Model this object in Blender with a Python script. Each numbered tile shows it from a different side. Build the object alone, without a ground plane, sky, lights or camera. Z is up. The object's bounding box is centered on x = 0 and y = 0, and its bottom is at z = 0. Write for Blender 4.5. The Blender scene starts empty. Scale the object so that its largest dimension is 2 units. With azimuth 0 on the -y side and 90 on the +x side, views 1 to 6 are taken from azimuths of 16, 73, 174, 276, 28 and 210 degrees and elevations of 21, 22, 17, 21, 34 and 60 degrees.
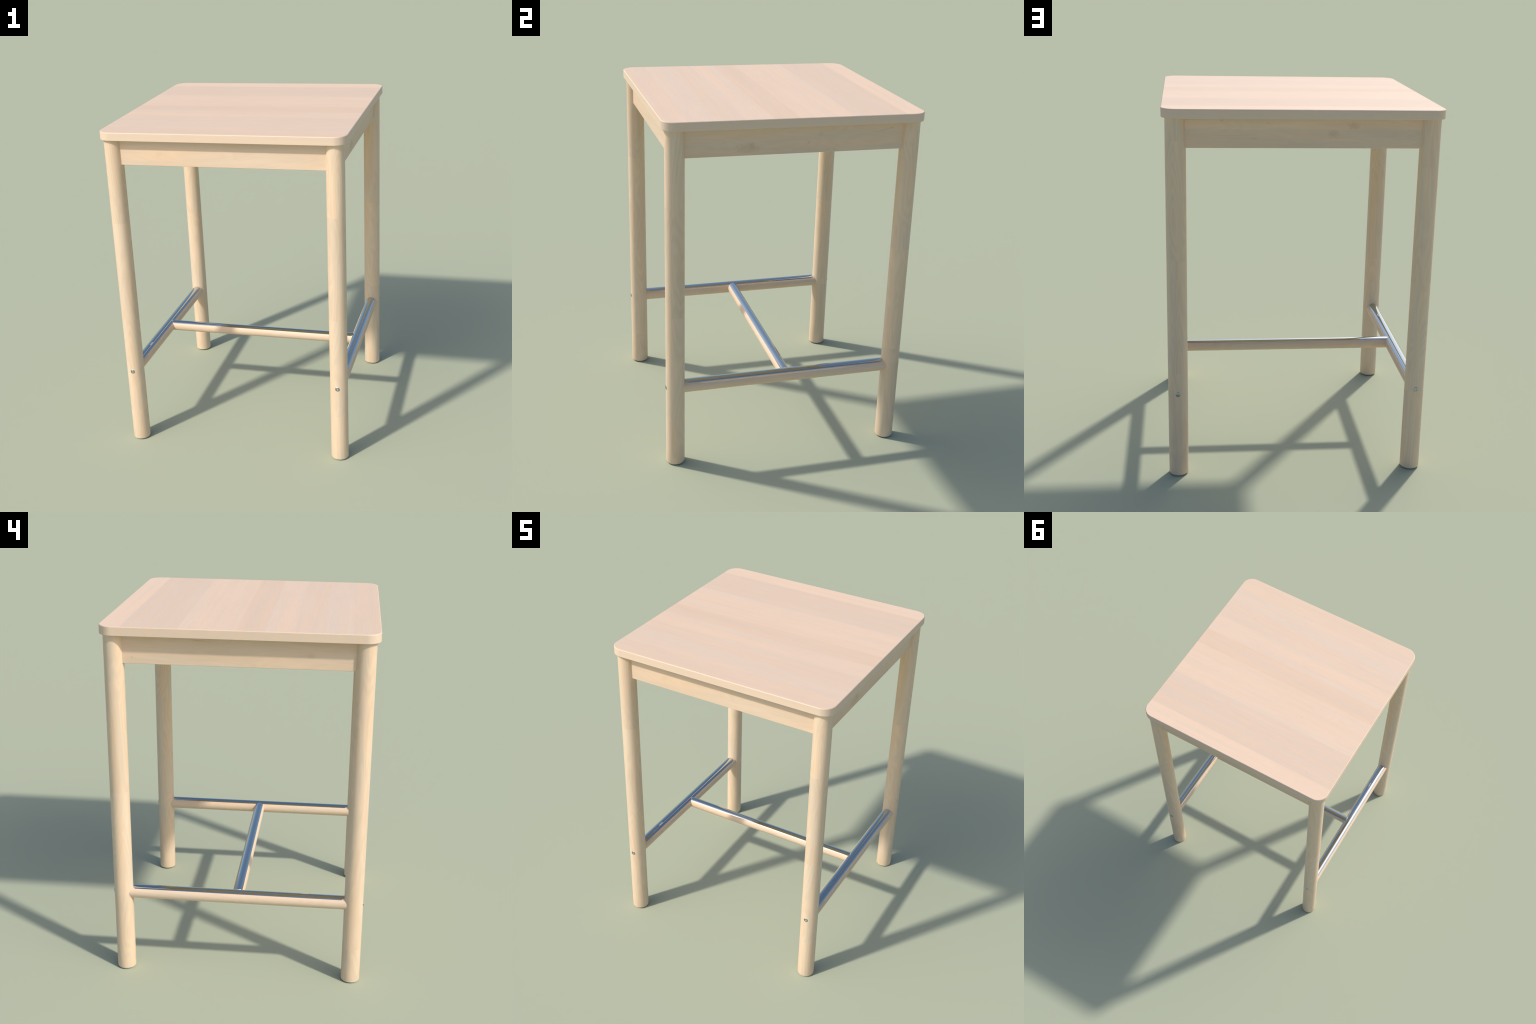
"""Square bar-height table: pale birch top and legs, wooden footrest with steel strips."""
import bpy, bmesh, math
from mathutils import Vector

# ------------------------------------------------------------------ sizes (m)
HALF = 0.7143            # half width of the square top
TOP_Z = 2.0
TOP_THICK = 0.0476
TOP_UNDER = TOP_Z - TOP_THICK
CORNER_R = 0.0755
LEG_AXIS = 0.6428
LEG_LEAN = 0.0016        # the legs stand a hair wider at the top than at the floor
GLIDE_H = 0.0052         # pale glide under each leg
LEG_R = 0.0523
APRON_FACE = 0.6640      # outer face of the aprons
APRON_THICK = 0.042
APRON_LOW = 1.8005
BAR_Z = 0.4822           # footrest bars between the legs of one side
BAR_R = 0.0374
CROSS_Z = 0.4833         # bar between the two footrest bars
CROSS_R = 0.0332
STRIP_PROUD = 0.0012     # steel strip over the round bar
STRIP_HALF_ANGLE = math.radians(43.5)
SCREW_Z = 0.4832

# seams of the top, from the back (+y) to the front (-y), and tone of each plank
SEAMS = [0.592, 0.443, 0.303, 0.157, 0.004, -0.137, -0.285, -0.430, -0.577]


# ------------------------------------------------------------------ node help
class Graph:
    def __init__(self, name):
        self.mat = bpy.data.materials.new(name)
        self.mat.use_nodes = True
        self.nt = self.mat.node_tree
        self.bsdf = self.nt.nodes["Principled BSDF"]

    def node(self, kind, **props):
        n = self.nt.nodes.new(kind)
        for k, v in props.items():
            setattr(n, k, v)
        return n

    def put(self, socket, value):
        if hasattr(value, "is_linked"):
            self.nt.links.new(value, socket)
        else:
            socket.default_value = value

    def math(self, op, a, b=0.0, c=0.0, clamp=False):
        n = self.node("ShaderNodeMath", operation=op, use_clamp=clamp)
        for s, v in zip(n.inputs, (a, b, c)):
            self.put(s, v)
        return n.outputs[0]

    def vec(self, op, a, b=(0, 0, 0)):
        n = self.node("ShaderNodeVectorMath", operation=op)
        self.put(n.inputs[0], a)
        if op == "SCALE":
            self.put(n.inputs["Scale"], b)
        else:
            self.put(n.inputs[1], b)
        return n.outputs["Value"] if op in ("LENGTH", "DISTANCE", "DOT_PRODUCT") else n.outputs[0]

    def split(self, v):
        n = self.node("ShaderNodeSeparateXYZ")
        self.put(n.inputs[0], v)
        return n.outputs

    def join(self, x, y, z):
        n = self.node("ShaderNodeCombineXYZ")
        for s, v in zip(n.inputs, (x, y, z)):
            self.put(s, v)
        return n.outputs[0]

    def noise(self, vector, scale=1.0, detail=3.0, rough=0.5, distortion=0.0):
        n = self.node("ShaderNodeTexNoise")
        self.put(n.inputs["Vector"], vector)
        n.inputs["Scale"].default_value = scale
        n.inputs["Detail"].default_value = detail
        n.inputs["Roughness"].default_value = rough
        n.inputs["Distortion"].default_value = distortion
        return n.outputs["Fac"]

    def ramp(self, fac, lo, hi, a=0.0, b=1.0, smooth=True):
        n = self.node("ShaderNodeMapRange", interpolation_type="SMOOTHSTEP" if smooth else "LINEAR")
        self.put(n.inputs[0], fac)
        for i, v in zip((1, 2, 3, 4), (lo, hi, a, b)):
            n.inputs[i].default_value = v
        return n.outputs[0]

    def mix(self, fac, a, b, blend="MIX"):
        n = self.node("ShaderNodeMix", data_type="RGBA", blend_type=blend)
        self.put(n.inputs[0], fac)
        for i, v in ((6, a), (7, b)):
            self.put(n.inputs[i], (*v, 1.0) if isinstance(v, tuple) else v)
        return n.outputs[2]

    def coords(self):
        return self.node("ShaderNodeTexCoord").outputs["Object"]


def shade(colour, k, warm=0.0):
    r, g, b = colour
    return (r * k * (1 + warm), g * k, b * k * (1 - warm))


def knot_layers(g, colour, coord, axes, knots, dark):
    """Knots, flecks and hairline marks: (u, v, half length, half height, strength[, slope])."""
    xyz = g.split(coord)
    wob = g.noise(coord, 60.0, 2.0)
    for u, v, a, b, k, *rest in knots:
        slope = rest[0] if rest else 0.0
        along = g.math("SUBTRACT", xyz[axes[0]], u)
        du = g.math("MULTIPLY", along, 1.0 / a)
        across = g.math("SUBTRACT", xyz[axes[1]], v)
        if slope:
            across = g.math("SUBTRACT", across, g.math("MULTIPLY", along, slope))
        dv = g.math("MULTIPLY", across, 1.0 / b)
        d = g.vec("LENGTH", g.join(du, dv, 0.0))
        d = g.math("ADD", d, g.math("MULTIPLY", g.math("SUBTRACT", wob, 0.5), 1.1))
        m = g.ramp(d, 1.0, 0.25, 0.0, k)
        colour = g.mix(m, colour, dark)
    return colour


def wood(name, base, along, seed=0.0, streak=0.05, rings=0.05, blotch=0.04, fine=0.03,
         rough=0.45, knots=(), knot_axes=(0, 1), dark=None, joints=None, per_object=False,
         lamination=None, warm_spread=0.05, stretch=0.07):
    """Pale birch. `along` is the grain axis in object coordinates."""
    g = Graph(name)
    obj = g.coords()
    co = obj
    if per_object:
        rnd = g.node("ShaderNodeObjectInfo").outputs["Random"]
        co = g.vec("ADD", co, g.vec("SCALE", (3.1, 5.3, 7.9), rnd))
    if seed:
        co = g.vec("ADD", co, (seed * 1.37, seed * 2.11, seed * 0.73))
    if joints:                                   # end-jointed staves: the grain jumps
        step, off = joints
        cell = g.math("FLOOR", g.math("MULTIPLY_ADD", g.split(co)[along], 1.0 / step, off))
        wn = g.node("ShaderNodeTexWhiteNoise", noise_dimensions="1D")
        g.put(wn.inputs["W"], cell)
        co = g.vec("ADD", co, g.vec("SCALE", wn.outputs["Color"], 4.0))
        stave = g.math("SUBTRACT", wn.outputs["Value"], 0.5)
    else:
        stave = None

    squeeze = [1.0, 1.0, 1.0]
    squeeze[along] = stretch
    long_co = g.vec("MULTIPLY", co, tuple(squeeze))
    squeeze[along] = 0.16
    mid_co = g.vec("MULTIPLY", co, tuple(squeeze))

    # growth figure: contour lines of a stretched noise field
    field = g.noise(mid_co, 9.0, 1.5, 0.4, 0.35)
    ring = g.math("SINE", g.math("MULTIPLY", field, 95.0))
    streaks = g.noise(long_co, 55.0, 3.0, 0.6)
    fines = g.noise(long_co, 260.0, 2.0, 0.6)
    blot = g.noise(mid_co, 11.0, 2.0, 0.5)
    hue = g.noise(long_co, 24.0, 2.0, 0.5)

    c = lambda s: g.math("SUBTRACT", s, 0.5)
    value = g.math("MULTIPLY_ADD", ring, rings * 0.5, 1.0)
    for s, k in ((streaks, streak), (fines, fine), (blot, blotch)):
        value = g.math("ADD", value, g.math("MULTIPLY", c(s), 2 * k))
    if stave is not None:
        value = g.math("ADD", value, g.math("MULTIPLY", stave, 0.05))

    warm = g.ramp(hue, 0.3, 0.7)
    colour = g.mix(warm, shade(base, 1.0, warm_spread), shade(base, 1.0, -warm_spread * 0.6))
    if lamination:
        axis, at, k = lamination
        m = g.ramp(g.split(obj)[axis], at - 0.001, at + 0.001, 1.0, k, smooth=False)
        value = g.math("MULTIPLY", value, m)
    colour = g.mix(1.0, colour, g.join(value, value, value), "MULTIPLY")
    dark = dark or shade(base, 0.64, 0.14)
    # short pores / flecks along the grain
    squeeze[along] = 0.13
    fleck = g.node("ShaderNodeTexVoronoi")
    g.put(fleck.inputs["Vector"], g.vec("MULTIPLY", co, tuple(squeeze)))
    fleck.inputs["Scale"].default_value = 70.0
    pick = g.math("GREATER_THAN", g.split(fleck.outputs["Color"])[0], 0.93)
    dot = g.math("MULTIPLY", g.ramp(fleck.outputs["Distance"], 0.16, 0.05, 0.0, 0.28), pick)
    colour = g.mix(dot, colour, dark)
    if knots:
        colour = knot_layers(g, colour, obj, knot_axes, knots, dark)
    g.put(g.bsdf.inputs["Base Color"], colour)
    g.put(g.bsdf.inputs["Roughness"], g.math("MULTIPLY_ADD", c(streaks), 0.12, rough))
    bump = g.node("ShaderNodeBump")
    bump.inputs["Strength"].default_value = 0.05
    bump.inputs["Distance"].default_value = 0.002
    g.put(bump.inputs["Height"], fines)
    g.put(g.bsdf.inputs["Normal"], bump.outputs[0])
    return g.mat


def steel(name, colour, rough):
    g = Graph(name)
    co = g.coords()
    g.put(g.bsdf.inputs["Metallic"], 1.0)
    n = g.noise(co, 90.0, 3.0)
    g.put(g.bsdf.inputs["Base Color"], g.mix(n, shade(colour, 0.97), shade(colour, 1.0)))
    g.put(g.bsdf.inputs["Roughness"], g.math("MULTIPLY_ADD", g.math("SUBTRACT", n, 0.5), 0.02, rough))
    return g.mat


def plain(name, colour, rough):
    g = Graph(name)
    n = g.noise(g.coords(), 120.0, 2.0)
    g.put(g.bsdf.inputs["Base Color"], g.mix(n, shade(colour, 0.96), colour))
    g.put(g.bsdf.inputs["Roughness"], rough)
    return g.mat


# ------------------------------------------------------------------ mesh help
def to_object(name, bm, mat, parent, smooth_angle=30.0, origin=(0, 0, 0)):
    bmesh.ops.remove_doubles(bm, verts=bm.verts, dist=1e-6)
    bmesh.ops.recalc_face_normals(bm, faces=bm.faces)
    if any(origin):
        bmesh.ops.translate(bm, verts=bm.verts, vec=-Vector(origin))
    bm.normal_update()
    limit = math.radians(smooth_angle)
    for f in bm.faces:
        f.smooth = len(f.verts) <= 4 and smooth_angle > 0
    for e in bm.edges:
        e.smooth = len(e.link_faces) == 2 and e.calc_face_angle(0.0) < limit
    me = bpy.data.meshes.new(name)
    bm.to_mesh(me)
    bm.free()
    me.materials.append(mat)
    ob = bpy.data.objects.new(name, me)
    bpy.context.scene.collection.objects.link(ob)
    ob.location = origin
    ob.parent = parent
    return ob


def loft(bm, rings, cap_start=True, cap_end=True):
    rows = [[bm.verts.new(p) for p in r] for r in rings]
    n = len(rows[0])
    for a, b in zip(rows, rows[1:]):
        for i in range(n):
            bm.faces.new((a[i], a[(i + 1) % n], b[(i + 1) % n], b[i]))
    if cap_start:
        bm.faces.new(rows[0][::-1])
    if cap_end:
        bm.faces.new(rows[-1])


def rounded_square(half, radius, steps=14):
    pts = []
    for k, (sx, sy) in enumerate(((1, 1), (-1, 1), (-1, -1), (1, -1))):
        cx, cy = sx * (half - radius), sy * (half - radius)
        for i in range(steps + 1):
            a = math.pi / 2 * (k + i / steps)
            pts.append((cx + radius * math.cos(a), cy + radius * math.sin(a)))
    return pts


def clip_band(pts, lo, hi):
    """Part of a convex outline with lo <= y <= hi."""
    for sign, lim in ((1, lo), (-1, -hi)):
        out = []
        for p, q in zip(pts, pts[1:] + pts[:1]):
            dp, dq = sign * p[1] - lim, sign * q[1] - lim
            if dp >= 0:
                out.append(p)
            if (dp > 0 > dq) or (dp < 0 < dq):
                t = dp / (dp - dq)
                out.append((p[0] + t * (q[0] - p[0]), p[1] + t * (q[1] - p[1])))
        pts = out
    return pts


# ------------------------------------------------------------------ parts
def build_top_core(mat, parent):
    """Slab with eased edges; the face planks lie in its upper side."""
    bm = bmesh.new()
    rings = []
    low, high, under, over = TOP_UNDER, TOP_Z - 0.0009, 0.0022, 0.0034

    def ring(inset, z):
        rings.append([(x, y, z) for x, y in rounded_square(HALF - inset, CORNER_R - inset)])

    for i in range(4):
        a = math.pi / 2 * i / 3
        ring(under * (1 - math.sin(a)), low + under * (1 - math.cos(a)))
    ring(0.0, low + under + 0.0004)           # support loops keep the side flat in shading
    ring(0.0, high - over - 0.0004)
    for i in range(5):
        a = math.pi / 2 * i / 4
        ring(over * (1 - math.cos(a)), high - over * (1 - math.sin(a)))
    loft(bm, rings)
    return to_object("table_top", bm, mat, parent, 35)


def build_plank(hi, lo, mat, parent):
    bm = bmesh.new()
    inset = 0.0028
    outline = rounded_square(HALF - inset, CORNER_R - inset)
    band = clip_band(outline, lo + 0.00005, hi - 0.00005)
    ease = 0.0006
    mid = (lo + hi) / 2

    def pull(p):                       # ease only where the plank ends in the outer edge
        x, y = p
        on_rim = min(abs(HALF - inset - abs(x)), abs(HALF - inset - abs(y))) < CORNER_R * 0.3
        if not on_rim:
            return p
        return (x * (1 - ease / HALF), y if lo < y < hi and abs(y) < HALF - CORNER_R else y * (1 - ease / HALF))

    loft(bm, [[(x, y, TOP_Z - 0.006) for x, y in band],
              [(x, y, TOP_Z - 0.0006) for x, y in band],
              [(*pull(p), TOP_Z) for p in band]])
    return to_object("plank", bm, mat, parent, 0)


def build_leg_mesh():
    bm = bmesh.new()
    n, fillet = 72, 0.0032
    rings = []

    def ring(r, z):
        rings.append([(r * math.cos(2 * math.pi * i / n), r * math.sin(2 * math.pi * i / n), z) for i in range(n)])

    for i in range(6):
        a = math.pi / 2 * i / 5
        ring(LEG_R - fillet + fillet * math.sin(a), GLIDE_H + fillet * (1 - math.cos(a)))
    start = GLIDE_H + fillet
    for k in range(1, 25):
        ring(LEG_R, start + (TOP_UNDER + 0.002 - start) * k / 24)
    loft(bm, rings)
    for v in bm.verts:                       # lean towards the outer corner (+x, +y)
        v.co.x += LEG_LEAN * (v.co.z / TOP_UNDER - 0.5)
        v.co.y += LEG_LEAN * (v.co.z / TOP_UNDER - 0.5)
    return bm


def build_glide_mesh():
    bm = bmesh.new()
    n, r = 56, LEG_R - 0.0045
    profile = [(r - 0.002, 0.0), (r, 0.0015), (r, GLIDE_H + 0.004)]
    loft(bm, [[(q * math.cos(2 * math.pi * i / n), q * math.sin(2 * math.pi * i / n), z) for i in range(n)] for q, z in profile])
    return bm


def build_apron(mat, parent, along_x, side):
    """Board between two legs with eased lower edges."""
    bm = bmesh.new()
    e = 0.0015
    reach = LEG_AXIS - 0.02
    out, inn = APRON_FACE, APRON_FACE - APRON_THICK
    top = TOP_UNDER + 0.002
    section = [(out, top), (inn, top), (inn, APRON_LOW + e), (inn + e, APRON_LOW),
               (out - e, APRON_LOW), (out, APRON_LOW + e)]
    rings = []
    for t in (-reach, reach):
        if along_x:
            rings.append([(t, side * d, z) for d, z in section])
        else:
            rings.append([(side * d, t, z) for d, z in section])
    loft(bm, rings)
    origin = (0, side * APRON_FACE, APRON_LOW) if along_x else (side * APRON_FACE, 0, APRON_LOW)
    return to_object("apron", bm, mat, parent, 0, origin)


def build_bar(name, radius, half_len, mat, parent, along, origin):
    bm = bmesh.new()
    n, seg = 64, 16
    rings = []
    for k in range(seg + 1):
        t = -half_len + 2 * half_len * k / seg
        ring = []
        for i in range(n):
            a = 2 * math.pi * i / n
            u, w = radius * math.sin(a), radius * math.cos(a)
            ring.append((t, u, w) if along == 0 else (u, t, w))
        rings.append(ring)
    loft(bm, rings)
    bmesh.ops.translate(bm, verts=bm.verts, vec=origin)
    return to_object(name, bm, mat, parent, 30, origin)


def build_strip(radius, half_len, corner, mat, parent, along, origin):
    """Curved steel strip with rounded ends, lying over the top of a round bar."""
    bm = bmesh.new()
    outer, inner = radius + STRIP_PROUD, radius - 0.0025
    na, nl = 40, 24
    wide = STRIP_HALF_ANGLE

    def half_at(phi):
        """Half length of the strip at angle phi: quarter-ellipse corners."""
        edge = (wide - abs(phi)) * outer
        if edge >= corner:
            return half_len
        return half_len - corner * (1 - math.sqrt(max(0.0, 1 - ((corner - edge) / corner) ** 2)))

    # finer columns towards both edges, so the corners stay round
    phis = [wide * math.sin(math.pi / 2 * (2 * j / na - 1)) for j in range(na + 1)]
    lower = 0.0006

    def point(phi, t, r):
        u, w = r * math.sin(phi), r * math.cos(phi)
        return (t, u, w) if along == 0 else (u, t, w)

    sheets = []
    for r in (outer, outer - lower, inner):
        rows = []
        for phi in phis:
            h = half_at(phi)
            p = phi
            if r == outer:              # eased rim
                h -= 0.0006
                p = phi * (1 - 0.0006 / (outer * wide))
            rows.append([bm.verts.new(point(p, -h + 2 * h * k / nl, r)) for k in range(nl + 1)])
        sheets.append(rows)
    top, mid, bot = sheets
    for rows in (top, bot):
        for a, b in zip(rows, rows[1:]):
            for k in range(nl):
                bm.faces.new((a[k], a[k + 1], b[k + 1], b[k]))
    for A, B in ((top, mid), (mid, bot)):
        for j in (0, na):
            for k in range(nl):
                bm.faces.new((A[j][k], A[j][k + 1], B[j][k + 1], B[j][k]))
        for k in (0, nl):
            for j in range(na):
                bm.faces.new((A[j][k], A[j + 1][k], B[j + 1][k], B[j][k]))
    bmesh.ops.translate(bm, verts=bm.verts, vec=origin)
    return to_object("metal_strip", bm, mat, parent, 30, origin)


def screw_meshes():
    """Button head with a hexagonal socket; axis along -y, seat at y = 0."""
    n = 48
    profile = [(0.0138, 0.004), (0.0138, -0.0002), (0.0134, -0.0012), (0.0122, -0.0023), (0.0104, -0.0032),
               (0.0084, -0.0037), (0.0066, -0.0039)]
    bm = bmesh.new()
    rings = [[(r * math.cos(2 * math.pi * i / n), y, r * math.sin(2 * math.pi * i / n)) for i in range(n)] for r, y in profile]

    def hexagon(i, r):
        a = 2 * math.pi * i / n
        k = math.cos(math.pi / 6) / math.cos((a + math.pi / 6) % (math.pi / 3) - math.pi / 6)
        return r * k

    for r, y in ((0.0056, -0.0038), (0.0054, 0.0005)):
        rings.append([(hexagon(i, r) * math.cos(2 * math.pi * i / n), y, hexagon(i, r) * math.sin(2 * math.pi * i / n)) for i in range(n)])
    loft(bm, rings)
    return bm


def build():
    root = bpy.data.objects.new("bar_table", None)
    bpy.context.scene.collection.objects.link(root)
    root["label"] = "tall square birch wood table with steel-topped footrest bars"
    root["category"] = "bar table"

    birch = (0.735, 0.562, 0.408)
    face = (0.757, 0.577, 0.433)
    edge = (0.735, 0.567, 0.424)

    # --- top
    core = build_top_core(wood("birch_edging", edge, 0, 2.0, streak=0.02, rings=0.0, blotch=0.02, rough=0.5, warm_spread=0.02), root)
    bounds = [HALF] + SEAMS + [-HALF]
    tones = [  # brightness and warmth of each plank, back to front
        (1.032, 0.010), (0.956, 0.012), (0.958, 0.008), (1.005, 0.012), (0.995, 0.006),
        (0.950, 0.022), (0.995, 0.008), (0.970, 0.010), (0.985, -0.004), (0.975, 0.010)]
    plank_knots = {1: [(-0.511, 0.557, 0.006, 0.004, 0.5), (0.549, 0.474, 0.006, 0.003, 0.4)],
                   3: [(-0.263, 0.194, 0.006, 0.006, 0.5), (0.157, 0.214, 0.006, 0.003, 0.35), (-0.489, 0.207, 0.005, 0.003, 0.3)],
                   9: [(0.155, -0.582, 0.006, 0.004, 0.45)]}
    for i, (tone, warm) in enumerate(tones):
        mat = wood("birch_veneer", shade(face, tone, warm), 0, 3.0 + 1.7 * i, streak=0.03, rings=0.012, blotch=0.03,
                   fine=0.045, rough=0.66, knots=plank_knots.get(i, ()), warm_spread=0.032, stretch=0.025)
        build_plank(bounds[i], bounds[i + 1], mat, core)

    # --- legs
    leg_mat = wood("birch_leg", (0.735, 0.563, 0.399), 2, 0.0, streak=0.05, rings=0.055, blotch=0.08, rough=0.5, joints=(0.62, 0.3),
                   per_object=True, warm_spread=0.05)
    leg = None
    screw_mat = steel("zinc_screw", (0.46, 0.50, 0.50), 0.2)
    screw = None
    glide = None
    glide_mat = plain("grey_plastic", (0.42, 0.45, 0.44), 0.5)
    link = bpy.context.scene.collection.objects.link
    for quarter, (sx, sy) in enumerate(((1, 1), (-1, 1), (-1, -1), (1, -1))):
        turn = quarter * math.pi / 2
        if leg is None:
            leg = ob = to_object("leg", build_leg_mesh(), leg_mat, root, 40)
            screw = sc = to_object("screw", screw_meshes(), screw_mat, ob, 25)
            glide = gl = to_object("glide", build_glide_mesh(), glide_mat, ob, 40)
        else:
            ob, sc, gl = leg.copy(), screw.copy(), glide.copy()
            for o in (ob, sc, gl):
                link(o)
            sc.parent = gl.parent = ob
        ob.location = (sx * LEG_AXIS, sy * LEG_AXIS, 0.0)
        ob.rotation_euler = (0, 0, turn)
        # the screw always faces the front or the back of the table
        lean = LEG_LEAN * (SCREW_Z / TOP_UNDER - 0.5)
        wx, wy = sx * lean, sy * (lean + LEG_R - 0.0012)
        c, n = math.cos(-turn), math.sin(-turn)
        sc.location = (c * wx - n * wy, n * wx + c * wy, SCREW_Z)
        sc.rotation_euler = (0, 0, (0 if sy < 0 else math.pi) - turn)

    # --- aprons; knots in the board's own coordinates (along, up)
    h = APRON_LOW
    boards = [
        (False, 1, 5.0, [(-0.262, 1.838 - h, 0.085, 0.040, 0.30), (-0.240, 1.845 - h, 0.026, 0.030, 0.34), (-0.388, 1.872 - h, 0.020, 0.0022, 0.45),
                         (0.063, 1.854 - h, 0.008, 0.0035, 0.7), (0.1715, 1.8125 - h, 0.042, 0.0024, 0.6, 0.288),
                         (0.2115, 1.8125 - h, 0.015, 0.0030, 0.6, -0.81), (0.495, 1.910 - h, 0.075, 0.0026, 0.55, 0.21),
                         (0.530, 1.918 - h, 0.020, 0.0035, 0.5, 0.21), (0.13, 1.90 - h, 0.02, 0.02, 0.16)], None),
        (True, 1, 9.0, [(-0.142, 1.873 - h, 0.040, 0.026, 0.36), (-0.244, 1.913 - h, 0.040, 0.024, 0.38), (0.252, 1.85 - h, 0.022, 0.0028, 0.45),
                        (0.183, 1.927 - h, 0.018, 0.0035, 0.5), (-0.528, 1.868 - h, 0.016, 0.002, 0.5), (0.415, 1.938 - h, 0.012, 0.006, 0.4)],
         (2, 1.895 - h, 1.035)),
        (False, -1, 13.0, [(-0.367, 1.873 - h, 0.040, 0.020, 0.20), (0.20, 1.931 - h, 0.075, 0.004, 0.5, 0.09), (0.545, 1.833 - h, 0.010, 0.008, 0.35)], None),
        (True, -1, 17.0, [(-0.362, 1.865 - h, 0.030, 0.022, 0.15), (0.085, 1.87 - h, 0.025, 0.035, 0.12)], None),
    ]
    for along_x, side, seed, knots, lam in boards:
        grain = 0 if along_x else 1
        mat = wood("birch_board", shade(birch, 0.97, 0.012), grain, seed, streak=0.05, rings=0.03, blotch=0.10, rough=0.5,
                   knots=knots, knot_axes=(grain, 2), lamination=lam, warm_spread=0.045)
        build_apron(mat, root, along_x, side)

    # --- footrest
    bar_mat = wood("birch_dowel", shade(birch, 0.98, 0.01), 1, 21.0, streak=0.035, rings=0.04, blotch=0.05, rough=0.5, per_object=True)
    cross_mat = wood("birch_dowel", shade(birch, 0.98, 0.01), 0, 27.0, streak=0.035, rings=0.04, blotch=0.05, rough=0.5)
    strip_mat = steel("polished_steel", (0.555, 0.597, 0.590), 0.07)
    mark_mat = plain("pale_print", (0.62, 0.50, 0.44), 0.5)
    bar_half = LEG_AXIS - 0.03
    strip_half = LEG_AXIS - LEG_R - 0.0018
    for side in (1, -1):
        at = (side * LEG_AXIS, 0, BAR_Z)
        bar = build_bar("footrest_bar", BAR_R, bar_half, bar_mat, root, 1, at)
        strip = build_strip(BAR_R, strip_half, 0.021, strip_mat, bar, 1, at)
        strip.parent = bar
        strip.location = (0, 0, 0)
        if side < 0:                       # small pale print on one strip
            bm = bmesh.new()
            r = BAR_R + STRIP_PROUD
            y0, y1, a0, a1 = -0.393, -0.353, math.radians(7), math.radians(13)
            rings = []
            for k in range(13):
                t = y0 + (y1 - y0) * k / 12
                pts = [(a0, r + 0.0003), (a1, r + 0.0003), (a1, r - 0.0005), (a0, r - 0.0005)]
                rings.append([(q * math.sin(a), t, q * math.cos(a)) for a, q in pts])
            loft(bm, rings)
            to_object("print_mark", bm, mark_mat, bar, 20)
    at = (0, 0, CROSS_Z)
    cross = build_bar("cross_bar", CROSS_R, LEG_AXIS - BAR_R + 0.02, cross_mat, root, 0, at)
    strip = build_strip(CROSS_R, 0.6215, 0.019, strip_mat, cross, 0, at)
    strip.location = (0, 0, 0)


build()
